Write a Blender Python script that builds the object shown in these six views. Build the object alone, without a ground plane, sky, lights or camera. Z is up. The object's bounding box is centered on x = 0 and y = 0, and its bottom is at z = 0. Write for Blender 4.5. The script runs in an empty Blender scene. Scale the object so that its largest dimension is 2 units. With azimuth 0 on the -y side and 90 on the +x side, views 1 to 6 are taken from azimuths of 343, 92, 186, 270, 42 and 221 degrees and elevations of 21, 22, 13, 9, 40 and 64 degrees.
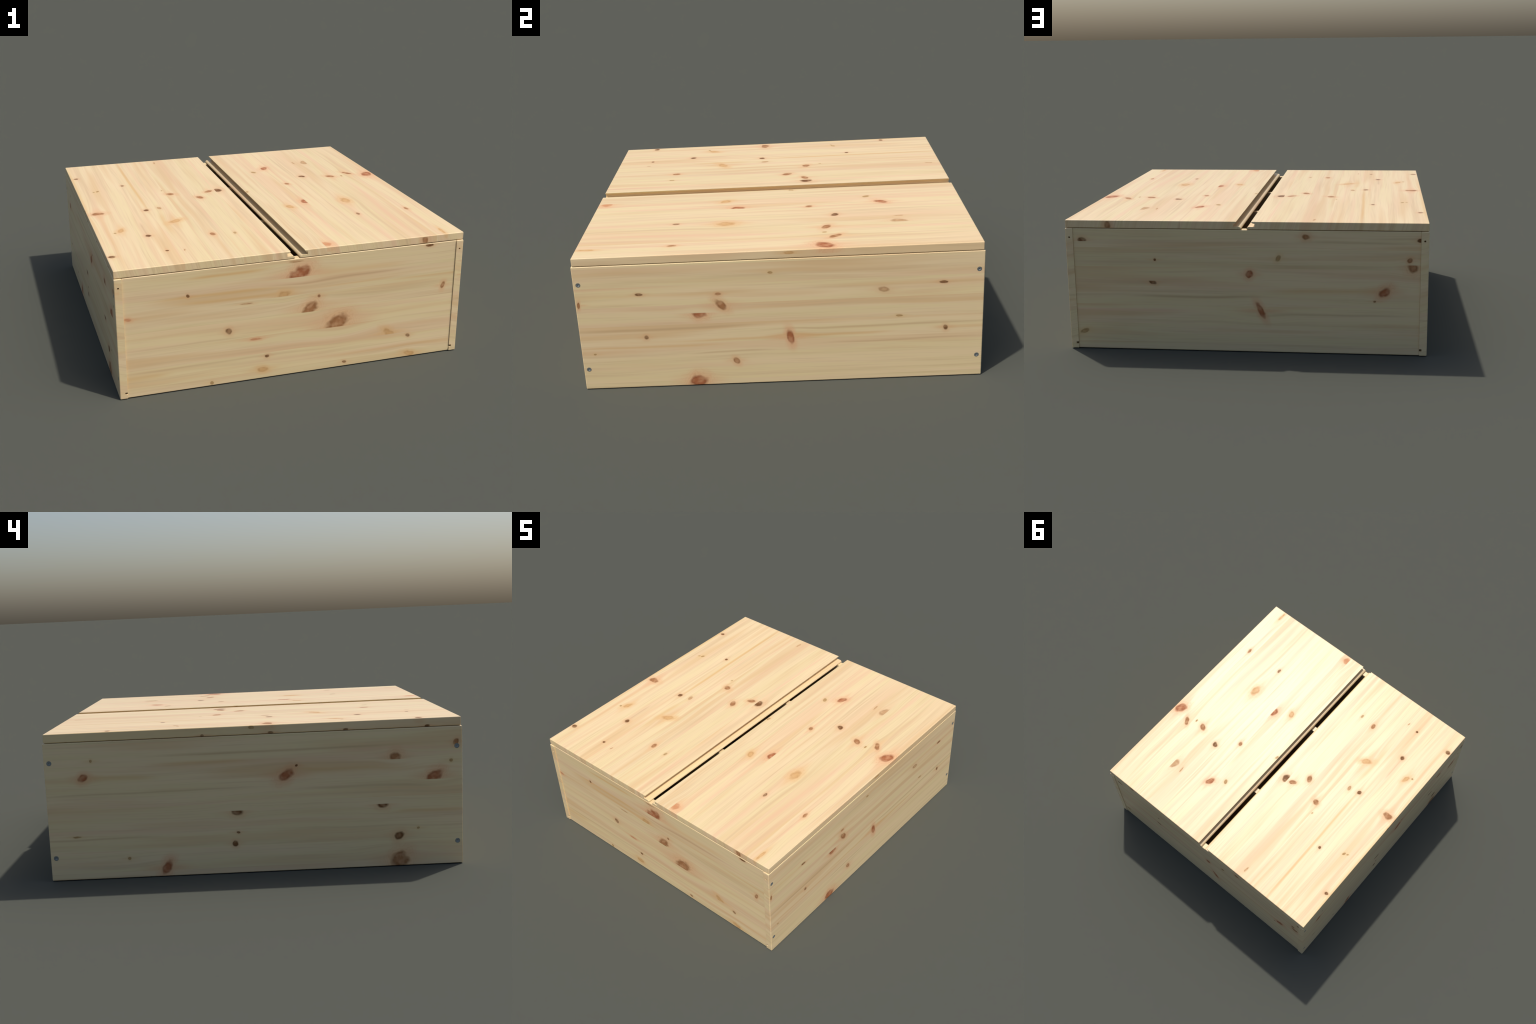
"""Low pine storage chest: four glued-board walls held by steel screws, two
dividers and a floor inside, and two loose lid boards whose inner edges carry a
tongue-and-lip profile with a narrow slot between them."""
import bpy, bmesh, math
from mathutils import Vector, Matrix

# ------------------------------------------------------------------ sizes (m)
HALF_X = 0.9684          # outer faces of the two long side panels
HALF_Y = 1.0             # ends of the side panels
WALL = 0.041             # board thickness
END_WALL = 0.0445        # end panels are a touch thicker
BODY_TOP = 0.6728        # top edge of the walls
END_Y = 0.9948           # outer face of the end panels (slightly recessed)
LID_TOP, LID_BOTTOM = 0.7170, 0.6748
LID_Y = 0.9944
LID_X = 0.9676
ROUND = 0.0048           # eased edges of every board
SCREW_Y, SCREW_Z = 0.9737, (0.577, 0.112)

# ------------------------------------------------------------------- geometry
def new_object(name, bm, parent, origin, material, smooth_angle=38):
    """Turn a bmesh in world coordinates into a child object with its own origin."""
    bmesh.ops.translate(bm, verts=bm.verts, vec=-Vector(origin))
    bmesh.ops.recalc_face_normals(bm, faces=bm.faces)
    mesh = bpy.data.meshes.new(name)
    bm.to_mesh(mesh)
    bm.free()
    ob = bpy.data.objects.new(name, mesh)
    bpy.context.scene.collection.objects.link(ob)
    ob.location = origin
    if parent is not None:
        ob.parent = parent
        ob.location = Vector(origin) - world_origin[parent.name]
    world_origin[ob.name] = Vector(origin)
    mesh.materials.append(material)
    for p in mesh.polygons:
        p.use_smooth = True
    mesh.set_sharp_from_angle(angle=math.radians(smooth_angle))
    return ob

world_origin = {}

def prism(profile, axis, lo, hi, rounded=None, radius=ROUND, segments=3):
    """Extrude a closed 2D profile along x or y; ease the listed profile corners
    and both end outlines."""
    bm = bmesh.new()
    def place(p, t):
        return (p[0], t, p[1]) if axis == 'y' else (t, p[0], p[1])
    a = [bm.verts.new(place(p, lo)) for p in profile]
    b = [bm.verts.new(place(p, hi)) for p in profile]
    n = len(profile)
    bm.faces.new(a)
    bm.faces.new(b[::-1])
    for i in range(n):
        bm.faces.new((a[i], b[i], b[(i + 1) % n], a[(i + 1) % n]))
    bmesh.ops.recalc_face_normals(bm, faces=bm.faces)
    corners = range(n) if rounded is None else rounded
    edges = []
    for i in corners:
        edges.append(bm.edges.get((a[i], b[i])))
        for ring in (a, b):
            j = (i + 1) % n
            if j in corners or rounded is None:
                edges.append(bm.edges.get((ring[i], ring[j])))
    edges = list({e for e in edges if e is not None})
    bmesh.ops.bevel(bm, geom=edges, offset=radius, segments=segments,
                    profile=0.5, affect='EDGES', clamp_overlap=True)
    return bm

def box(x0, x1, y0, y1, z0, z1, radius=ROUND):
    return prism([(x0, z0), (x1, z0), (x1, z1), (x0, z1)], 'y', y0, y1, radius=radius)

def prism_x(profile, lo, hi):
    """Extrude a yz profile along x and ease only its long edges."""
    bm = bmesh.new()
    a = [bm.verts.new((lo, *p)) for p in profile]
    b = [bm.verts.new((hi, *p)) for p in profile]
    n = len(profile)
    bm.faces.new(a)
    bm.faces.new(b[::-1])
    for i in range(n):
        bm.faces.new((a[i], b[i], b[(i + 1) % n], a[(i + 1) % n]))
    bmesh.ops.recalc_face_normals(bm, faces=bm.faces)
    bmesh.ops.bevel(bm, geom=[bm.edges.get((a[i], b[i])) for i in range(n)], offset=ROUND, segments=3, profile=0.5, affect='EDGES')
    return bm

def cylinder_bm(center, axis, radius, depth, segments=24):
    bm = bmesh.new()
    bmesh.ops.create_cone(bm, cap_ends=True, segments=segments,
                          radius1=radius, radius2=radius, depth=depth)
    rot = {'x': Matrix.Rotation(math.pi / 2, 4, 'Y'), 'y': Matrix.Rotation(math.pi / 2, 4, 'X')}[axis]
    bmesh.ops.transform(bm, matrix=Matrix.Translation(center) @ rot, verts=bm.verts)
    return bm

def drill(ob, cutters):
    """Boolean-cut a list of bmesh cutters (world coordinates) from an object."""
    joined = bmesh.new()
    for c in cutters:
        m = bpy.data.meshes.new("cut")
        c.to_mesh(m)
        c.free()
        joined.from_mesh(m)
        bpy.data.meshes.remove(m)
    bmesh.ops.translate(joined, verts=joined.verts, vec=-world_origin[ob.name])
    mesh = bpy.data.meshes.new("drill")
    joined.to_mesh(mesh)
    joined.free()
    helper = bpy.data.objects.new("drill", mesh)
    bpy.context.scene.collection.objects.link(helper)
    helper.matrix_world = Matrix.Translation(world_origin[ob.name])
    mod = ob.modifiers.new("holes", 'BOOLEAN')
    mod.operation, mod.solver, mod.object = 'DIFFERENCE', 'EXACT', helper
    apply_modifiers(ob)
    bpy.data.objects.remove(helper)
    bpy.data.meshes.remove(mesh)

def apply_modifiers(ob):
    bpy.context.view_layer.update()
    deps = bpy.context.evaluated_depsgraph_get()
    mesh = bpy.data.meshes.new_from_object(ob.evaluated_get(deps))
    old = ob.data
    ob.modifiers.clear()
    mesh.name = old.name
    ob.data = mesh
    bpy.data.meshes.remove(old)

def even_shading(ob, angle=38):
    """Weighted normals: flat boards stay flat, only the eased edges turn."""
    for p in ob.data.polygons:
        p.use_smooth = True
    ob.data.set_sharp_from_angle(angle=math.radians(angle))
    mod = ob.modifiers.new("normals", 'WEIGHTED_NORMAL')
    mod.keep_sharp = True
    mod.weight = 100
    apply_modifiers(ob)

# ------------------------------------------------------------ material helpers
class Nodes:
    """Small wrapper that makes node graphs readable."""
    def __init__(self, tree):
        self.t = tree
    def add(self, kind, **props):
        n = self.t.nodes.new(kind)
        for k, v in props.items():
            setattr(n, k, v)
        return n
    def put(self, socket, value):
        if isinstance(value, bpy.types.NodeSocket):
            self.t.links.new(value, socket)
        elif value is not None:
            socket.default_value = value
    def math(self, op, a, b=None, c=None, clamp=False):
        n = self.add('ShaderNodeMath', operation=op, use_clamp=clamp)
        for s, v in zip(n.inputs, (a, b, c)):
            self.put(s, v)
        return n.outputs[0]
    def vmath(self, op, a, b=None, scale=None):
        n = self.add('ShaderNodeVectorMath', operation=op)
        self.put(n.inputs[0], a)
        self.put(n.inputs[1], b)
        if scale is not None:
            self.put(n.inputs['Scale'], scale)
        return n.outputs['Value'] if op in ('LENGTH', 'DOT_PRODUCT') else n.outputs[0]
    def smooth(self, x, lo, hi, to0=0.0, to1=1.0):
        n = self.add('ShaderNodeMapRange', interpolation_type='SMOOTHSTEP')
        for s, v in zip(n.inputs, (x, lo, hi, to0, to1)):
            self.put(s, v)
        return n.outputs[0]
    def mix(self, f, a, b, blend='MIX'):
        n = self.add('ShaderNodeMix', data_type='RGBA', blend_type=blend)
        self.put(n.inputs[0], f)
        self.put(n.inputs[6], a)
        self.put(n.inputs[7], b)
        return n.outputs[2]
    def noise(self, vec, scale, detail=2.0, rough=0.5, distortion=0.0):
        n = self.add('ShaderNodeTexNoise')
        self.put(n.inputs['Vector'], vec)
        n.inputs['Scale'].default_value = scale
        n.inputs['Detail'].default_value = detail
        n.inputs['Roughness'].default_value = rough
        n.inputs['Distortion'].default_value = distortion
        return n.outputs['Fac']
    def ramp(self, f, stops):
        n = self.add('ShaderNodeValToRGB')
        el = n.color_ramp.elements
        while len(el) < len(stops):
            el.new(0.5)
        for e, (p, c) in zip(el, stops):
            e.position, e.color = p, (*c, 1)
        self.put(n.inputs[0], f)
        return n.outputs[0]
    def xyz(self, x, y, z):
        n = self.add('ShaderNodeCombineXYZ')
        for s, v in zip(n.inputs, (x, y, z)):
            self.put(s, v)
        return n.outputs[0]

def rgba(c):
    return (c[0], c[1], c[2], 1.0)

# linear colours
PALE = (0.835, 0.640, 0.375)
CREAM = (0.810, 0.640, 0.350)
HONEY = (0.760, 0.530, 0.280)
PINK = (0.780, 0.515, 0.310)
SHADE = (0.655, 0.460, 0.255)
# knot kinds: core colour, rim colour, halo colour, halo strength, core strength
KNOTS = {
    "dark":   ((0.195, 0.080, 0.028), (0.125, 0.050, 0.016), (0.740, 0.400, 0.195), 0.45, 0.96),
    "brown":  ((0.375, 0.160, 0.062), (0.260, 0.105, 0.036), (0.760, 0.410, 0.200), 0.55, 0.90),
    "red":    ((0.400, 0.128, 0.050), (0.290, 0.086, 0.032), (0.770, 0.385, 0.195), 0.60, 0.92),
    "tan":    ((0.500, 0.280, 0.130), (0.380, 0.205, 0.090), (0.740, 0.450, 0.230), 0.45, 0.78),
    "olive":  ((0.390, 0.218, 0.080), (0.300, 0.170, 0.058), (0.750, 0.500, 0.230), 0.55, 0.80),
    "pale":   ((0.620, 0.345, 0.130), (0.500, 0.255, 0.090), (0.760, 0.465, 0.205), 0.70, 0.66),
    "salmon": ((0.580, 0.240, 0.105), (0.560, 0.250, 0.120), (0.780, 0.420, 0.215), 0.60, 0.80),
}

def knot_group():
    """One knot: an ellipsoid of darker wood with a rim, a warm halo and a faint
    tail along the grain; also reports how far it pushes the grain aside."""
    g = bpy.data.node_groups.new("knot", 'ShaderNodeTree')
    itf = g.interface
    def sock(name, kind, out=False):
        itf.new_socket(name, in_out='OUTPUT' if out else 'INPUT', socket_type=kind)
    for nm in ("Position", "Straight", "Location", "Rotation", "Size"):
        sock(nm, 'NodeSocketVector')
    for nm in ("Wobble", "Fleck", "Patch", "Clip Low", "Clip High", "Reach", "Halo", "Strength"):
        sock(nm, 'NodeSocketFloat')
    for nm in ("Core", "Rim", "Warm", "Wood"):
        sock(nm, 'NodeSocketColor')
    sock("Wood", 'NodeSocketColor', True)
    n = Nodes(g)
    i = n.add('NodeGroupInput').outputs
    o = n.add('NodeGroupOutput')
    m = n.add('ShaderNodeMapping', vector_type='TEXTURE')
    n.put(m.inputs['Vector'], i['Position'])
    n.put(m.inputs['Location'], i['Location'])
    n.put(m.inputs['Rotation'], i['Rotation'])
    n.put(m.inputs['Scale'], i['Size'])
    r = n.vmath('LENGTH', m.outputs[0])
    r = n.math('MULTIPLY_ADD', i['Wobble'], 0.75, r)
    rel = n.vmath('SUBTRACT', i['Straight'], i['Location'])
    sep = n.add('ShaderNodeSeparateXYZ')
    n.put(sep.inputs[0], rel)
    size = n.add('ShaderNodeSeparateXYZ')
    n.put(size.inputs[0], i['Size'])
    inside = n.math('MULTIPLY', n.smooth(sep.outputs[1], i['Clip Low'], n.math('ADD', i['Clip Low'], 0.004)),
                    n.smooth(sep.outputs[1], n.math('SUBTRACT', i['Clip High'], 0.004), i['Clip High'], 1.0, 0.0))
    depth = n.smooth(n.math('ABSOLUTE', sep.outputs[2]), n.math('MULTIPLY', size.outputs[2], 0.6), size.outputs[2], 1.0, 0.0)
    inside = n.math('MULTIPLY', inside, depth)
    core = n.math('MULTIPLY', n.smooth(r, 0.62, 1.14, 1.0, 0.0), inside)
    rim = n.math('ADD', n.smooth(r, 0.25, 0.85), n.math('MULTIPLY_ADD', i['Fleck'], 1.6, -0.8), clamp=True)
    halo = n.math('MULTIPLY', n.smooth(r, 0.7, 2.5, 1.0, 0.0), inside)
    # tail along the grain
    across = n.math('DIVIDE', sep.outputs[1], n.math('MULTIPLY', size.outputs[1], 0.8))
    along = n.math('DIVIDE', n.math('ABSOLUTE', sep.outputs[0]), i['Reach'])
    tail = n.math('MULTIPLY', n.math('EXPONENT', n.math('MULTIPLY', n.math('MULTIPLY', across, across), -1.0)),
                  n.smooth(along, 0.0, 1.0, 1.0, 0.0))
    tail = n.math('MULTIPLY', n.math('MULTIPLY', tail, inside), n.math('ADD', 0.45, i['Fleck']))
    warm = n.math('MULTIPLY', n.math('MAXIMUM', halo, n.math('MULTIPLY', tail, 1.0)), i['Halo'], clamp=True)
    wood = n.mix(warm, i['Wood'], i['Warm'])
    # growth rings wrap the knot
    wave = n.smooth(n.math('SINE', n.math('MULTIPLY', n.math('MULTIPLY_ADD', i['Wobble'], 1.2, r), 15.0)), 0.2, 1.0)
    ring = n.math('MULTIPLY', n.math('MULTIPLY', wave, halo), n.math('MULTIPLY', i['Halo'], n.smooth(size.outputs[1], 0.010, 0.028, 0.0, 0.38)))
    wood = n.mix(ring, wood, n.mix(0.35, i['Warm'], i['Core']))
    body = n.mix(rim, i['Core'], i['Rim'])
    patchy = n.smooth(i['Patch'], 0.30, 0.62, 0.66, 1.0)
    wood = n.mix(n.math('MULTIPLY', n.math('MULTIPLY', core, patchy), i['Strength']), wood, body)
    n.put(o.inputs['Wood'], wood)
    return g

def bend_group():
    """Grain lines part around a knot (adds an offset across the grain)."""
    g = bpy.data.node_groups.new("grain_bend", 'ShaderNodeTree')
    for nm, k in (("Position", 'NodeSocketVector'), ("Location", 'NodeSocketVector'), ("Length", 'NodeSocketFloat'),
                  ("Width", 'NodeSocketFloat'), ("Offset", 'NodeSocketFloat')):
        g.interface.new_socket(nm, in_out='INPUT', socket_type=k)
    g.interface.new_socket("Offset", in_out='OUTPUT', socket_type='NodeSocketFloat')
    n = Nodes(g)
    i = n.add('NodeGroupInput').outputs
    o = n.add('NodeGroupOutput')
    sep = n.add('ShaderNodeSeparateXYZ')
    n.put(sep.inputs[0], n.vmath('SUBTRACT', i['Position'], i['Location']))
    a = n.math('DIVIDE', sep.outputs[0], i['Length'])
    b = n.math('DIVIDE', sep.outputs[1], i['Width'])
    q = n.math('ADD', n.math('MULTIPLY', a, a), n.math('MULTIPLY', b, b))
    push = n.math('MULTIPLY', n.math('EXPONENT', n.math('MULTIPLY', q, -1.0)), sep.outputs[1])
    n.put(o.inputs[0], n.math('MULTIPLY_ADD', push, -0.75, i['Offset']))
    return g

def streak_group():
    """A long, slightly wandering band of resin-coloured wood."""
    g = bpy.data.node_groups.new("streak", 'ShaderNodeTree')
    for nm, k in (("Along", 'NodeSocketFloat'), ("Across", 'NodeSocketFloat'), ("Centre", 'NodeSocketFloat'),
                  ("Half Length", 'NodeSocketFloat'), ("Line", 'NodeSocketFloat'), ("Slope", 'NodeSocketFloat'),
                  ("Width", 'NodeSocketFloat'), ("Strength", 'NodeSocketFloat'), ("Tint", 'NodeSocketColor'), ("Wood", 'NodeSocketColor')):
        g.interface.new_socket(nm, in_out='INPUT', socket_type=k)
    g.interface.new_socket("Wood", in_out='OUTPUT', socket_type='NodeSocketColor')
    n = Nodes(g)
    i = n.add('NodeGroupInput').outputs
    o = n.add('NodeGroupOutput')
    du = n.math('SUBTRACT', i['Along'], i['Centre'])
    line = n.math('MULTIPLY_ADD', du, i['Slope'], i['Line'])
    d = n.math('DIVIDE', n.math('SUBTRACT', i['Across'], line), i['Width'])
    band = n.math('EXPONENT', n.math('MULTIPLY', n.math('MULTIPLY', d, d), -1.0))
    ends = n.smooth(n.math('ABSOLUTE', du), n.math('MULTIPLY', i['Half Length'], 0.35), i['Half Length'], 1.0, 0.0)
    f = n.math('MULTIPLY', n.math('MULTIPLY', band, ends), i['Strength'], clamp=True)
    n.put(o.inputs[0], n.mix(f, i['Wood'], i['Tint']))
    return g

KNOT_GROUP, BEND_GROUP, STREAK_GROUP = knot_group(), bend_group(), streak_group()
HONEY_TINT, ROSE_TINT, BROWN_TINT = (0.720, 0.450, 0.190), (0.800, 0.500, 0.310), (0.520, 0.330, 0.170)
TINTS = {"honey": HONEY_TINT, "rose": ROSE_TINT, "brown": BROWN_TINT}

def pine(name, origin, along, across, through, face, knots=(), streaks=(), seed=0.0,
         stave=0.155, stave_offset=0.0, extra=(), contrast=1.0):
    """Knotty glued pine board.  along/across/through name the world axes of the
    grain, of the board width and of its thickness; 'face' is the world position
    of the show face on the through axis.  Knots are (u, v, half length, half
    width, turn, kind[, clip])."""
    mat = bpy.data.materials.new(name)
    mat.use_nodes = True
    n = Nodes(mat.node_tree)
    bsdf = mat.node_tree.nodes['Principled BSDF']
    axis = {'x': 0, 'y': 1, 'z': 2}
    ia, ic, it = axis[along], axis[across], axis[through]
    o = Vector(origin)
    tc = n.add('ShaderNodeTexCoord')
    sep = n.add('ShaderNodeSeparateXYZ')
    n.put(sep.inputs[0], tc.outputs['Object'])
    u = n.math('ADD', sep.outputs[ia], o[ia])
    v = n.math('ADD', sep.outputs[ic], o[ic])
    w = n.math('ADD', sep.outputs[it], o[it] - face)
    board = n.xyz(u, v, w)                       # grain, width, thickness
    # glued staves
    idx = n.math('FLOOR', n.math('DIVIDE', n.math('SUBTRACT', v, stave_offset), stave))
    wn = n.add('ShaderNodeTexWhiteNoise', noise_dimensions='2D')
    n.put(wn.inputs['Vector'], n.xyz(idx, seed, 0.0))
    jump = n.math('MULTIPLY', wn.outputs['Value'], 7.0)
    # grain parts around the larger knots
    offset = None
    for k in knots:
        if k[2] * k[3] < 0.0004:
            continue
        gnode = n.add('ShaderNodeGroup', node_tree=BEND_GROUP)
        n.put(gnode.inputs['Position'], board)
        gnode.inputs['Location'].default_value = (k[0], k[1], 0)
        gnode.inputs['Length'].default_value = max(k[2], k[3]) * 2.6
        gnode.inputs['Width'].default_value = max(k[3], 0.6 * k[2]) * 1.6
        n.put(gnode.inputs['Offset'], offset if offset is not None else 0.0)
        offset = gnode.outputs[0]
    vb = v if offset is None else n.math('ADD', v, offset)
    wav = n.noise(n.xyz(n.math('MULTIPLY', u, 1.3), n.math('MULTIPLY', v, 3.0), n.math('ADD', jump, seed)), 1.0, 1.0)
    vb = n.math('MULTIPLY_ADD', n.math('SUBTRACT', wav, 0.5), 0.035, vb)
    slant = n.math('MULTIPLY_ADD', w, 0.3, vb)   # rings lie at an angle on end grain
    def grain(along_scale, across_scale, detail=2.0, shift=0.0):
        return n.noise(n.xyz(n.math('MULTIPLY', u, along_scale), n.math('MULTIPLY', slant, across_scale),
                             n.math('MULTIPLY_ADD', jump, 1.0, seed + shift)), 1.0, detail, 0.55)
    broad = grain(0.55, 11.0, 2.0, 0.0)
    mid = grain(0.9, 34.0, 3.0, 11.3)
    fine = grain(2.2, 120.0, 3.0, 23.7)
    hue = grain(0.5, 16.0, 1.0, 41.1)
    wood = n.ramp(broad, [(0.30, HONEY), (0.43, CREAM), (0.56, PALE), (0.68, HONEY)])
    wood = n.mix(n.smooth(hue, 0.52, 0.72, 0.0, 0.55 * contrast), wood, rgba(PINK))
    wood = n.mix(n.smooth(mid, 0.50, 0.76, 0.0, 0.60 * contrast), wood, rgba(SHADE))
    wood = n.mix(n.smooth(fine, 0.45, 0.78, 0.0, 0.42 * contrast), wood, rgba(SHADE))
    tone = n.math('MULTIPLY_ADD', wn.outputs['Value'], 0.06, 0.965)
    wood = n.mix(1.0, wood, n.xyz(tone, tone, tone), 'MULTIPLY')
    # streaks
    wander = n.noise(n.xyz(n.math('MULTIPLY', u, 2.0), n.math('MULTIPLY', v, 6.0), seed + 5.0), 1.0, 2.0)
    vs = n.math('MULTIPLY_ADD', n.math('SUBTRACT', wander, 0.5), 0.02, v if offset is None else n.math('ADD', v, offset))
    for (c, half, line, slope, width, strength, tint) in streaks:
        gnode = n.add('ShaderNodeGroup', node_tree=STREAK_GROUP)
        n.put(gnode.inputs['Along'], u)
        n.put(gnode.inputs['Across'], vs)
        for nm, val in zip(("Centre", "Half Length", "Line", "Slope", "Width", "Strength"), (c, half, line, slope, width, strength)):
            gnode.inputs[nm].default_value = val
        gnode.inputs['Tint'].default_value = rgba(TINTS[tint])
        n.put(gnode.inputs['Wood'], wood)
        wood = gnode.outputs[0]
    # knots
    wob = n.math('SUBTRACT', n.noise(board, 26.0, 1.5, 0.5), 0.5)
    fleck = n.noise(board, 120.0, 2.0, 0.6)
    patch = n.noise(board, 33.0, 1.0, 0.5)
    warpn = n.add('ShaderNodeTexNoise')
    n.put(warpn.inputs['Vector'], board)
    warpn.inputs['Scale'].default_value = 24.0
    warped = n.vmath('ADD', board, n.vmath('SCALE', n.vmath('SUBTRACT', warpn.outputs['Color'], (0.5, 0.5, 0.5)), scale=0.010))
    items = [(k[0], k[1], 0.0, k[2], k[3], 0.032, k[4], k[5], k[6] if len(k) > 6 else 0) for k in knots] + \
            [(*e, 0) for e in extra]
    for (ku, kv, kw, a, b, d, turn, kind, clip) in items:
        core, rim, warm, halo, strength = KNOTS[kind]
        gnode = n.add('ShaderNodeGroup', node_tree=KNOT_GROUP)
        s = gnode.inputs
        n.put(s['Position'], warped)
        n.put(s['Straight'], board)
        s['Location'].default_value = (ku, kv, kw)
        s['Rotation'].default_value = (0, 0, math.radians(turn))
        s['Size'].default_value = (a, b, d)
        s['Clip Low'].default_value = clip * b if clip < 0 else -1.0
        s['Clip High'].default_value = clip * b if clip > 0 else 1.0
        s['Reach'].default_value = max(4.0 * a, 0.07)
        s['Halo'].default_value = halo
        s['Strength'].default_value = strength
        n.put(s['Wobble'], wob)
        n.put(s['Fleck'], fleck)
        n.put(s['Patch'], patch)
        s['Core'].default_value, s['Rim'].default_value, s['Warm'].default_value = rgba(core), rgba(rim), rgba(warm)
        n.put(s['Wood'], wood)
        wood = gnode.outputs[0]
    n.put(bsdf.inputs['Base Color'], wood)
    gloss = n.add('ShaderNodeSeparateColor')
    n.put(gloss.inputs[0], wood)
    n.put(bsdf.inputs['Specular IOR Level'], n.smooth(gloss.outputs[1], 0.30, 0.66, 0.03, SPEC))
    bsdf.inputs['Roughness'].default_value = ROUGH
    bump = n.add('ShaderNodeBump')
    bump.inputs['Strength'].default_value = 0.05
    bump.inputs['Distance'].default_value = 0.002
    n.put(bump.inputs['Height'], fine)
    n.put(bsdf.inputs['Normal'], bump.outputs[0])
    return mat

ROUGH, SPEC = 0.36, 0.31

def steel():
    mat = bpy.data.materials.new("zinc_steel")
    mat.use_nodes = True
    n = Nodes(mat.node_tree)
    bsdf = mat.node_tree.nodes['Principled BSDF']
    tc = n.add('ShaderNodeTexCoord')
    f = n.noise(tc.outputs['Object'], 300.0, 2.0)
    n.put(bsdf.inputs['Base Color'], n.ramp(f, [(0.3, (0.22, 0.24, 0.235)), (0.7, (0.34, 0.365, 0.36))]))
    bsdf.inputs['Metallic'].default_value = 0.75
    bsdf.inputs['Roughness'].default_value = 0.60
    return mat

# ------------------------------------------- knots, read off each board's face
# (along the grain, across it, half length, half width, turn in degrees, kind,
#  clip: the knot is cut by a glue line this many half widths from its centre)
LID_PLUS = [
    (0.232, 0.919, 0.053, 0.034, 22, "red"),
    (0.290, 0.805, 0.041, 0.017, -35, "brown"),
    (0.253, 0.670, 0.036, 0.020, -55, "brown"),
    (0.306, 0.492, 0.023, 0.021, -52, "dark"),
    (0.628, 0.625, 0.048, 0.030, 15, "tan", 0.5),
    (0.637, 0.547, 0.027, 0.006, -5, "tan"),
    (0.563, 0.311, 0.038, 0.024, 27, "red"),
    (0.493, 0.218, 0.020, 0.013, -18, "olive"),
    (0.241, 0.747, 0.012, 0.006, 3, "olive"),
    (-0.518, 0.850, 0.026, 0.012, -7, "brown"),
    (-0.525, 0.539, 0.020, 0.011, -3, "dark"),
    (-0.261, 0.565, 0.053, 0.030, 2, "pale"),
    (-0.207, 0.326, 0.044, 0.024, 7, "red", 0.4),
    (-0.280, 0.205, 0.034, 0.018, -24, "pale"),
    (-0.938, 0.862, 0.045, 0.009, 2, "pale"),
    (-0.949, 0.174, 0.034, 0.031, -18, "salmon", -0.45),
    (0.175, 0.346, 0.023, 0.014, -27, "brown"),
    (0.084, 0.051, 0.017, 0.010, 14, "olive"),
]
LID_MINUS = [
    (0.172, -0.120, 0.042, 0.029, 19, "dark", -0.55),
    (0.166, -0.181, 0.030, 0.017, 56, "brown"),
    (0.063, -0.261, 0.029, 0.021, -17, "brown"),
    (0.180, -0.418, 0.030, 0.022, -53, "brown"),
    (0.267, -0.454, 0.009, 0.006, 5, "olive"),
    (-0.072, -0.542, 0.026, 0.013, -12, "tan"),
    (-0.091, -0.624, 0.020, 0.017, 46, "dark"),
    (-0.626, -0.235, 0.018, 0.010, 4, "olive"),
    (-0.611, -0.357, 0.027, 0.015, -5, "brown"),
    (-0.805, -0.560, 0.013, 0.005, 7, "tan"),
    (-0.789, -0.649, 0.011, 0.010, 32, "dark"),
    (-0.532, -0.698, 0.020, 0.019, 4, "dark"),
    (-0.797, -0.940, 0.021, 0.017, -87, "dark"),
    (-0.335, -0.503, 0.048, 0.023, 55, "pale"),
    (-0.409, -0.826, 0.037, 0.017, 17, "pale"),
    (-0.440, -0.864, 0.009, 0.008, -3, "olive"),
    (0.449, -0.672, 0.013, 0.012, -33, "dark"),
    (0.370, -0.841, 0.016, 0.010, 27, "olive"),
    (0.360, -0.865, 0.010, 0.006, 49, "olive"),
    (0.691, -0.932, 0.017, 0.015, 46, "dark"),
    (0.926, -0.368, 0.022, 0.006, 3, "tan"),
    (-0.074, -0.905, 0.039, 0.027, 85, "brown"),
]
FRONT = [
    (0.766, 0.663, 0.024, 0.010, 0, "dark", 0.7),
    (0.010, 0.586, 0.066, 0.038, 24, "red", -0.55),
    (-0.009, 0.657, 0.042, 0.006, -2, "tan"),
    (-0.593, 0.534, 0.011, 0.010, -63, "dark"),
    (-0.071, 0.477, 0.034, 0.022, 10, "pale", -0.5),
    (0.124, 0.443, 0.010, 0.009, -31, "dark"),
    (0.074, 0.376, 0.053, 0.034, 39, "brown", -0.6),
    (-0.282, 0.452, 0.036, 0.005, -3, "tan"),
    (0.236, 0.270, 0.070, 0.050, 29, "brown", -0.5),
    (-0.377, 0.306, 0.020, 0.018, -48, "dark"),
    (-0.230, 0.240, 0.037, 0.008, 0, "salmon"),
    (0.547, 0.166, 0.041, 0.022, -37, "pale", -0.5),
    (0.664, 0.133, 0.014, 0.010, -25, "dark"),
    (0.860, 0.415, 0.022, 0.013, 73, "brown"),
    (-0.908, 0.444, 0.021, 0.010, -10, "salmon"),
    (-0.166, 0.131, 0.014, 0.011, 5, "dark"),
    (-0.192, 0.054, 0.031, 0.016, -12, "pale"),
    (0.282, 0.027, 0.014, 0.009, -17, "dark"),
    (0.679, 0.020, 0.039, 0.015, -11, "pale"),
    (-0.476, 0.019, 0.011, 0.010, -44, "olive"),
]
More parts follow.
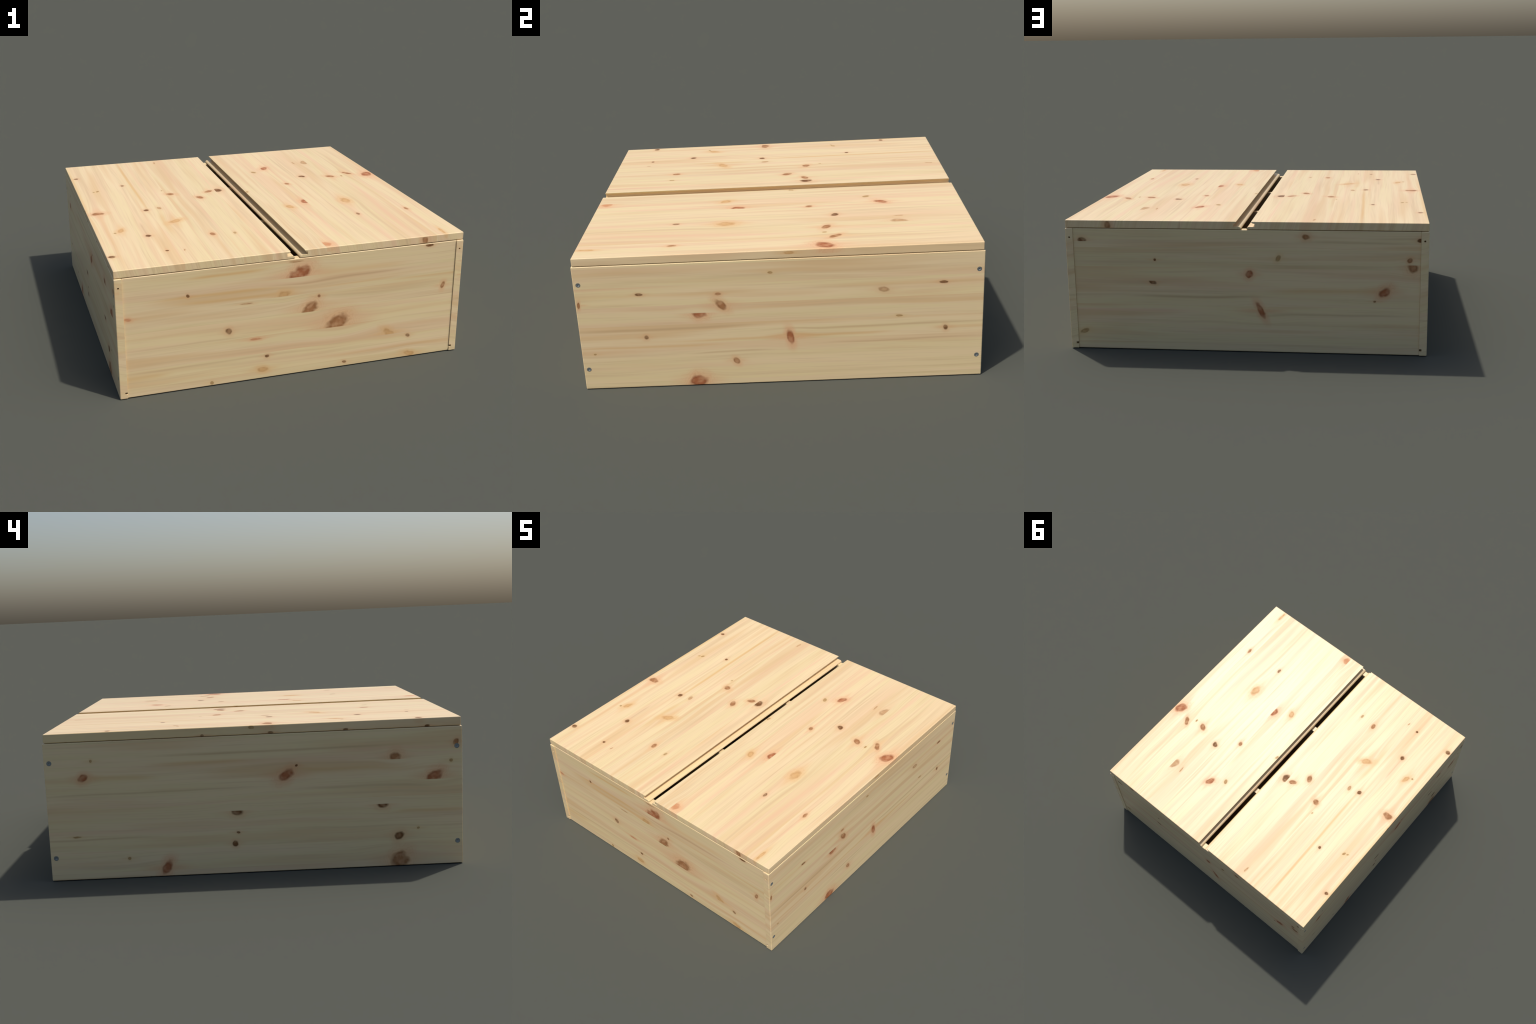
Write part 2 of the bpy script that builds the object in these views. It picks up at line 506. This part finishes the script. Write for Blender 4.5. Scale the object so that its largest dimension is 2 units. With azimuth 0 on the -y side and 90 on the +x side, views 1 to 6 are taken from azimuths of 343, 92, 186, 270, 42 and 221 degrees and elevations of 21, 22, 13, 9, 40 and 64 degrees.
RIGHT = [
    (-0.395, 0.399, 0.037, 0.025, -2, "red", 0.25),
    (-0.296, 0.501, 0.017, 0.008, -2, "brown"),
    (-0.284, 0.443, 0.037, 0.021, -43, "brown"),
    (-0.681, 0.515, 0.019, 0.008, -2, "dark"),
    (0.801, 0.518, 0.021, 0.008, -3, "dark"),
    (0.514, 0.491, 0.030, 0.013, -10, "tan"),
    (0.587, 0.347, 0.019, 0.006, -3, "olive"),
    (0.816, 0.274, 0.015, 0.014, -62, "dark"),
    (0.049, 0.251, 0.041, 0.018, -79, "red"),
    (-0.668, 0.280, 0.014, 0.013, 59, "dark"),
    (-0.226, 0.133, 0.021, 0.015, -55, "brown"),
    (-0.423, 0.024, 0.045, 0.036, -1, "red"),
    (-0.984, 0.469, 0.018, 0.007, 84, "brown"),
    (-0.036, 0.604, 0.013, 0.007, -3, "olive"),
    (-0.933, 0.195, 0.008, 0.004, -1, "olive"),
]
BACK = [
    (-0.327, 0.638, 0.021, 0.018, -3, "brown"),
    (0.879, 0.607, 0.024, 0.016, -2, "dark", -0.45),
    (0.483, 0.505, 0.008, 0.007, -13, "dark"),
    (-0.182, 0.522, 0.020, 0.013, -46, "olive"),
    (-0.026, 0.433, 0.024, 0.020, -35, "red"),
    (0.500, 0.383, 0.022, 0.014, 19, "dark", 0.5),
    (-0.872, 0.518, 0.016, 0.013, -35, "brown"),
    (-0.885, 0.480, 0.028, 0.030, 0, "brown", 0.5),
    (-0.744, 0.347, 0.036, 0.024, -34, "red"),
    (-0.691, 0.294, 0.009, 0.006, -1, "dark"),
    (-0.086, 0.232, 0.048, 0.016, 64, "red"),
    (0.890, 0.100, 0.028, 0.013, -22, "olive"),
    (-0.924, 0.626, 0.020, 0.013, 0, "dark"),
]
LEFT = [
    (0.818, 0.497, 0.026, 0.019, -19, "red"),
    (0.775, 0.579, 0.008, 0.007, -56, "olive"),
    (-0.153, 0.471, 0.042, 0.025, -33, "red"),
    (-0.205, 0.514, 0.008, 0.007, 3, "dark"),
    (-0.678, 0.536, 0.030, 0.026, -39, "brown", -0.5),
    (-0.868, 0.437, 0.041, 0.027, -28, "red", -0.7),
    (-0.944, 0.509, 0.009, 0.008, 6, "olive"),
    (-0.969, 0.597, 0.017, 0.013, -44, "brown"),
    (0.091, 0.304, 0.030, 0.020, 3, "dark", 0.3),
    (-0.612, 0.306, 0.030, 0.019, 3, "dark", 0.3),
    (0.087, 0.202, 0.011, 0.007, 3, "dark"),
    (0.104, 0.148, 0.016, 0.015, -87, "dark"),
    (-0.689, 0.153, 0.026, 0.020, -29, "dark"),
    (-0.784, 0.184, 0.008, 0.007, 10, "olive"),
    (0.440, 0.042, 0.041, 0.023, -58, "red"),
    (-0.692, 0.030, 0.050, 0.040, -41, "brown"),
    (0.620, 0.096, 0.008, 0.008, -72, "olive"),
    (0.865, 0.212, 0.024, 0.005, 3, "olive"),
]
# long bands: centre along grain, half length, line, slope, half width, strength, tint
STREAKS = {
    "lid_plus": [(0.60, 0.55, 0.694, 0.03, 0.016, 0.55, "rose"), (-0.50, 0.75, 0.712, 0.07, 0.016, 0.55, "rose"),
                 (0.62, 0.60, 0.515, 0.02, 0.030, 0.42, "rose"), (-0.60, 0.60, 0.545, 0.0, 0.026, 0.42, "rose"),
                 (-0.55, 0.55, 0.295, 0.0, 0.012, 0.50, "rose"), (0.25, 0.70, 0.345, -0.02, 0.010, 0.36, "rose"),
                 (0.0, 1.1, 0.455, 0.0, 0.004, 0.25, "brown"), (-0.66, 0.16, 0.850, 0.0, 0.008, 0.45, "rose"),
                 (0.75, 0.35, 0.245, -0.02, 0.009, 0.35, "rose"), (0.1, 0.8, 0.80, 0.0, 0.010, 0.20, "honey")],
    "lid_minus": [(0.45, 0.75, -0.616, 0.0, 0.010, 0.85, "honey"), (-0.1, 1.2, -0.650, 0.0, 0.006, 0.22, "honey"),
                  (0.65, 0.50, -0.126, 0.012, 0.008, 0.60, "rose"), (-0.80, 0.35, -0.112, 0.0, 0.010, 0.50, "rose"),
                  (0.6, 0.6, -0.560, 0.0, 0.014, 0.42, "rose"), (-0.75, 0.35, -0.225, 0.0, 0.008, 0.35, "rose"),
                  (0.2, 1.1, -0.957, 0.0, 0.010, 0.55, "honey"), (-0.55, 0.6, -0.900, 0.0, 0.012, 0.38, "honey"),
                  (-0.35, 0.22, -0.560, 0.0, 0.020, 0.40, "honey"), (0.05, 0.5, -0.500, 0.0, 0.010, 0.38, "rose"),
                  (0.85, 0.3, -0.45, 0.0, 0.012, 0.30, "rose"), (-0.42, 0.14, -0.698, 0.0, 0.008, 0.40, "brown"),
                  (-0.7, 0.4, -0.60, 0.0, 0.010, 0.45, "rose")],
    "front": [(-0.45, 0.42, 0.527, 0.01, 0.009, 0.80, "honey"), (-0.36, 0.40, 0.488, -0.01, 0.009, 0.70, "honey"),
              (-0.38, 0.28, 0.628, 0.0, 0.009, 0.80, "honey"), (0.35, 0.38, 0.580, 0.0, 0.016, 0.45, "honey"),
              (0.35, 0.30, 0.500, 0.015, 0.007, 0.45, "honey"), (0.25, 0.50, 0.545, 0.0, 0.006, 0.40, "brown"),
              (-0.86, 0.20, 0.108, 0.0, 0.014, 0.50, "honey"), (0.55, 0.55, 0.075, 0.0, 0.009, 0.42, "honey"),
              (-0.4, 0.7, 0.135, 0.0, 0.006, 0.32, "brown"), (0.25, 0.30, 0.285, 0.0, 0.022, 0.35, "rose"),
              (-0.05, 0.35, 0.100, 0.0, 0.016, 0.28, "rose"), (0.80, 0.30, 0.485, 0.0, 0.006, 0.35, "honey"),
              (-0.6, 0.5, 0.26, 0.0, 0.006, 0.25, "brown")],
    "right": [(0.55, 0.75, 0.300, 0.01, 0.006, 0.42, "brown"), (0.30, 0.32, 0.262, 0.01, 0.007, 0.60, "honey"),
              (-0.65, 0.50, 0.228, 0.0, 0.007, 0.55, "honey"), (-0.10, 0.55, 0.255, 0.012, 0.007, 0.55, "honey"),
              (-0.60, 0.60, 0.324, 0.005, 0.008, 0.45, "brown"), (0.65, 0.55, 0.520, 0.0, 0.010, 0.42, "honey"),
              (-0.55, 0.55, 0.510, 0.0, 0.009, 0.35, "honey"), (0.60, 0.50, 0.217, 0.01, 0.005, 0.38, "brown"),
              (-0.25, 0.25, 0.185, 0.02, 0.005, 0.42, "brown"), (0.90, 0.2, 0.277, 0.0, 0.009, 0.45, "honey"),
              (0.2, 0.8, 0.60, 0.0, 0.008, 0.22, "brown"), (-0.30, 0.25, 0.110, 0.0, 0.016, 0.30, "rose")],
    "back": [(-0.45, 0.42, 0.345, -0.02, 0.016, 0.55, "honey"), (0.25, 0.45, 0.305, 0.0, 0.008, 0.55, "brown"),
             (0.18, 0.40, 0.372, 0.0, 0.020, 0.40, "rose"), (0.65, 0.45, 0.222, 0.0, 0.010, 0.55, "rose"),
             (-0.45, 0.55, 0.215, 0.0, 0.007, 0.42, "brown"), (-0.6, 0.4, 0.612, 0.0, 0.007, 0.38, "brown"),
             (0.2, 0.9, 0.60, 0.0, 0.010, 0.22, "brown"), (-0.45, 0.45, 0.475, 0.0, 0.012, 0.22, "brown")],
    "left": [(-0.1, 0.75, 0.590, 0.0, 0.006, 0.48, "brown"), (-0.65, 0.40, 0.575, -0.005, 0.010, 0.45, "rose"),
             (0.25, 0.30, 0.550, 0.0, 0.010, 0.45, "honey"), (0.65, 0.22, 0.493, 0.0, 0.012, 0.50, "honey"),
             (0.5, 0.7, 0.417, -0.01, 0.005, 0.42, "brown"), (-0.45, 0.45, 0.490, 0.0, 0.009, 0.42, "honey"),
             (-0.55, 0.45, 0.405, 0.0, 0.008, 0.40, "brown"), (-0.85, 0.25, 0.272, 0.0, 0.009, 0.50, "honey"),
             (0.8, 0.4, 0.198, 0.0, 0.005, 0.35, "brown"), (-0.85, 0.25, 0.045, 0.0, 0.012, 0.35, "rose"),
             (-0.3, 0.3, 0.535, 0.0, 0.012, 0.28, "rose")],
}

# -------------------------------------------------------------------- the chest
chest = bpy.data.objects.new("wooden_chest", None)
bpy.context.scene.collection.objects.link(chest)
world_origin["wooden_chest"] = Vector((0, 0, 0))
chest["label"] = "low square knotty pine storage chest with two lid boards"
chest["category"] = "wooden box"

def plain_pine(name, origin, along, across, through, face, seed):
    return pine(name, origin, along, across, through, face, seed=seed)

# side panels: long boards with a housing groove for the floor and pilot holes
def side_panel(sign, knots, streaks, seed):
    xo, xi = sign * HALF_X, sign * (HALF_X - WALL)
    g = sign * (HALF_X - WALL + 0.0135)
    profile = [(xo, 0.0), (xo, BODY_TOP), (xi, BODY_TOP), (xi, 0.0375), (g, 0.0375), (g, 0.0250), (xi, 0.0250), (xi, 0.0)]
    rounded = [0, 1, 2, 7]
    bm = bmesh.new()
    origin = (sign * (HALF_X - WALL / 2), 0, BODY_TOP / 2)
    mat = pine("pine_side", origin, 'y', 'z', 'x', xo, knots, streaks, seed, stave=0.105, stave_offset=0.03, contrast=0.8)
    bm.free()
    bm = prism_partial(profile, rounded, -HALF_Y, HALF_Y)
    ob = new_object("side_panel", bm, chest, origin, mat)
    cuts = []
    for s in (-1, 1):
        cuts.append(cylinder_bm((sign * 0.947, s * HALF_Y, 0.623), 'y', 0.0052, 0.06, 16))
        for z in SCREW_Z:
            cuts.append(cylinder_bm((xo, s * SCREW_Y, z), 'x', 0.0121, 0.012, 28))
    drill(ob, cuts)
    even_shading(ob)
    return ob

def prism_partial(profile, rounded, lo, hi):
    """Extrude along y and ease only the outer outline, leaving the groove crisp."""
    bm = bmesh.new()
    a = [bm.verts.new((p[0], lo, p[1])) for p in profile]
    b = [bm.verts.new((p[0], hi, p[1])) for p in profile]
    n = len(profile)
    bm.faces.new(a)
    bm.faces.new(b[::-1])
    for i in range(n):
        bm.faces.new((a[i], b[i], b[(i + 1) % n], a[(i + 1) % n]))
    bmesh.ops.recalc_face_normals(bm, faces=bm.faces)
    edges = [bm.edges.get((a[i], b[i])) for i in rounded]
    for ring in (a, b):
        edges += [bm.edges.get((ring[i], ring[(i + 1) % n])) for i in range(n) if i in rounded and (i + 1) % n in rounded]
    bmesh.ops.bevel(bm, geom=[e for e in edges if e], offset=ROUND, segments=3, profile=0.5, affect='EDGES')
    return bm

right = side_panel(1, RIGHT, STREAKS["right"], 3.1)
left = side_panel(-1, LEFT, STREAKS["left"], 8.7)

# end panels sit between the side panels, set back a little
for sign, knots, key, seed in ((-1, FRONT, "front", 14.2), (1, BACK, "back", 21.9)):
    half = HALF_X - WALL - 0.0004
    y0, y1 = sorted((sign * END_Y, sign * (END_Y - END_WALL)))
    origin = (0, sign * (END_Y - WALL / 2), BODY_TOP / 2)
    mat = pine("pine_end", origin, 'x', 'z', 'y', sign * END_Y, knots, STREAKS[key], seed, stave=0.105, stave_offset=0.045, contrast=0.8)
    bm = prism_x([(y0, 0.001), (y1, 0.001), (y1, BODY_TOP - 0.0005), (y0, BODY_TOP - 0.0005)], -half, half)
    ob = new_object("end_panel", bm, chest, origin, mat)
    even_shading(ob)

# two dividers across the inside, a little lower than the walls
inner = HALF_X - WALL - 0.0012
for yc, seed in ((-0.3215, 31.0), (0.3765, 37.0)):
    origin = (0, yc, 0.345)
    mat = plain_pine("pine_divider", origin, 'x', 'z', 'y', yc + WALL / 2, seed)
    ob = new_object("divider", box(-inner, inner, yc - 0.021, yc + 0.021, 0.0378, 0.660, 0.003), chest, origin, mat)
    even_shading(ob)

# floor board housed in the grooves of the side panels
origin = (0, 0, 0.031)
mat = plain_pine("pine_floor", origin, 'x', 'y', 'z', 0.037, 44.0)
fx = HALF_X - WALL + 0.0125
floor_board = new_object("floor_panel", box(-fx, fx, -(END_Y - END_WALL - 0.001), END_Y - END_WALL - 0.001, 0.0258, 0.0370, 0.001), chest, origin, mat)
even_shading(floor_board)

# lids: boards whose inner edge has a short upper lip, a groove and a rounded lower tongue
def arc(cx, cz, r, a0, a1, n):
    return [(cx + r * math.cos(math.radians(a0 + (a1 - a0) * t / n)), cz + r * math.sin(math.radians(a0 + (a1 - a0) * t / n))) for t in range(n + 1)]

def lid(sign, knots, streaks, seed, stave_offset, extra):
    t, b = LID_TOP, LID_BOTTOM
    # half-profile for the +x lid, from the outer bottom corner round to the inner edge
    prof = [(LID_X, b), (LID_X, t), (0.0398, t)]
    prof += [(0.0405, t - 0.0030), (0.0425, t - 0.0062), (0.0455, t - 0.0085), (0.0495, t - 0.0104)]  # cove under the upper lip
    prof += [(0.0575, t - 0.0118), (0.0575, b + 0.0140), (0.0275, b + 0.0137)]
    prof += [(0.0235, b + 0.0129), (0.0195, b + 0.0107), (0.0165, b + 0.0077), (0.0147, b + 0.0043), (0.0148, b + 0.0020), (0.0168, b)]
    pts = [(sign * x, z) for x, z in prof]
    bm = bmesh.new()
    va = [bm.verts.new((x, -LID_Y, z)) for x, z in pts]
    vb = [bm.verts.new((x, LID_Y, z)) for x, z in pts]
    n = len(pts)
    bm.faces.new(va)
    bm.faces.new(vb[::-1])
    for i in range(n):
        bm.faces.new((va[i], vb[i], vb[(i + 1) % n], va[(i + 1) % n]))
    bmesh.ops.recalc_face_normals(bm, faces=bm.faces)
    edges = [bm.edges.get((va[i], vb[i])) for i in (0, 1)]
    for ring in (va, vb):
        edges += [bm.edges.get((ring[i], ring[(i + 1) % n])) for i in (n - 1, 0, 1)]
    bmesh.ops.bevel(bm, geom=edges, offset=0.0042, segments=4, profile=0.5, affect='EDGES')
    origin = (sign * 0.5, 0, (t + b) / 2)
    mat = pine("pine_lid", origin, 'y', 'x', 'z', t, knots, streaks, seed, stave=0.155, stave_offset=stave_offset, extra=extra)
    ob = new_object("lid", bm, chest, origin, mat)
    even_shading(ob, 45)
    return ob

# knots on the lid edges: (along, across, depth below top, half sizes, turn, kind)
lid(1, LID_PLUS, STREAKS["lid_plus"], 51.3, 0.03,
    [(-0.995, 0.735, -0.024, 0.012, 0.019, 0.024, 0, "brown"), (0.995, 0.735, -0.023, 0.012, 0.019, 0.024, 0, "brown"),
     (0.058, 0.967, -0.014, 0.028, 0.010, 0.010, 0, "pale")])
lid(-1, LID_MINUS, STREAKS["lid_minus"], 63.8, -0.137,
    [(0.002, -0.966, -0.008, 0.014, 0.010, 0.010, 0, "olive"), (-0.087, -0.967, -0.038, 0.016, 0.010, 0.008, 0, "dark"),
     (0.239, -0.967, -0.038, 0.010, 0.010, 0.008, 0, "dark"), (-0.445, -0.967, -0.038, 0.013, 0.010, 0.008, 0, "dark"),
     (-0.834, -0.967, -0.038, 0.013, 0.010, 0.008, 0, "dark")])

# screws: countersunk heads, slightly dished, with a four-lobed conical recess
def screw_mesh():
    bm = bmesh.new()
    seg, r = 32, 0.0117
    def lobed(rad, k):
        return rad * (1.0 + 0.20 * math.cos(4 * 2 * math.pi * k / seg))
    profile = [(r, -0.0050, False), (r, -0.0010, False), (r * 0.94, -0.0003, False), (0.0066, -0.0002, True),
               (0.0055, -0.0007, True), (0.0022, -0.0022, True), (0.0, -0.0024, False)]
    prev = None
    for rad, h, star in profile:
        if rad == 0.0:
            tip = bm.verts.new((h, 0, 0))
            for k in range(seg):
                bm.faces.new((prev[k], prev[(k + 1) % seg], tip))
            continue
        ring = []
        for k in range(seg):
            rr, t = (lobed(rad, k) if star else rad), 2 * math.pi * k / seg
            ring.append(bm.verts.new((h, rr * math.cos(t), rr * math.sin(t))))
        if prev:
            for k in range(seg):
                bm.faces.new((prev[k], prev[(k + 1) % seg], ring[(k + 1) % seg], ring[k]))
        else:
            bm.faces.new(ring)
        prev = ring
    bmesh.ops.recalc_face_normals(bm, faces=bm.faces)
    return bm

STEEL = steel()
template = None
for panel, sign in ((right, 1), (left, -1)):
    for s in (-1, 1):
        for z in SCREW_Z:
            place = Vector((sign * HALF_X, s * SCREW_Y, z))
            if template is None:
                bm = screw_mesh()
                ob = new_object("screw", bm, None, (0, 0, 0), STEEL, 30)
                even_shading(ob, 30)
                template = ob
            else:
                ob = template.copy()
                bpy.context.scene.collection.objects.link(ob)
            ob.parent = panel
            ob.location = place - world_origin[panel.name]
            ob.rotation_euler = (math.radians((37 * (s + 2) + 200 * z) % 90), 0, 0 if sign > 0 else math.pi)
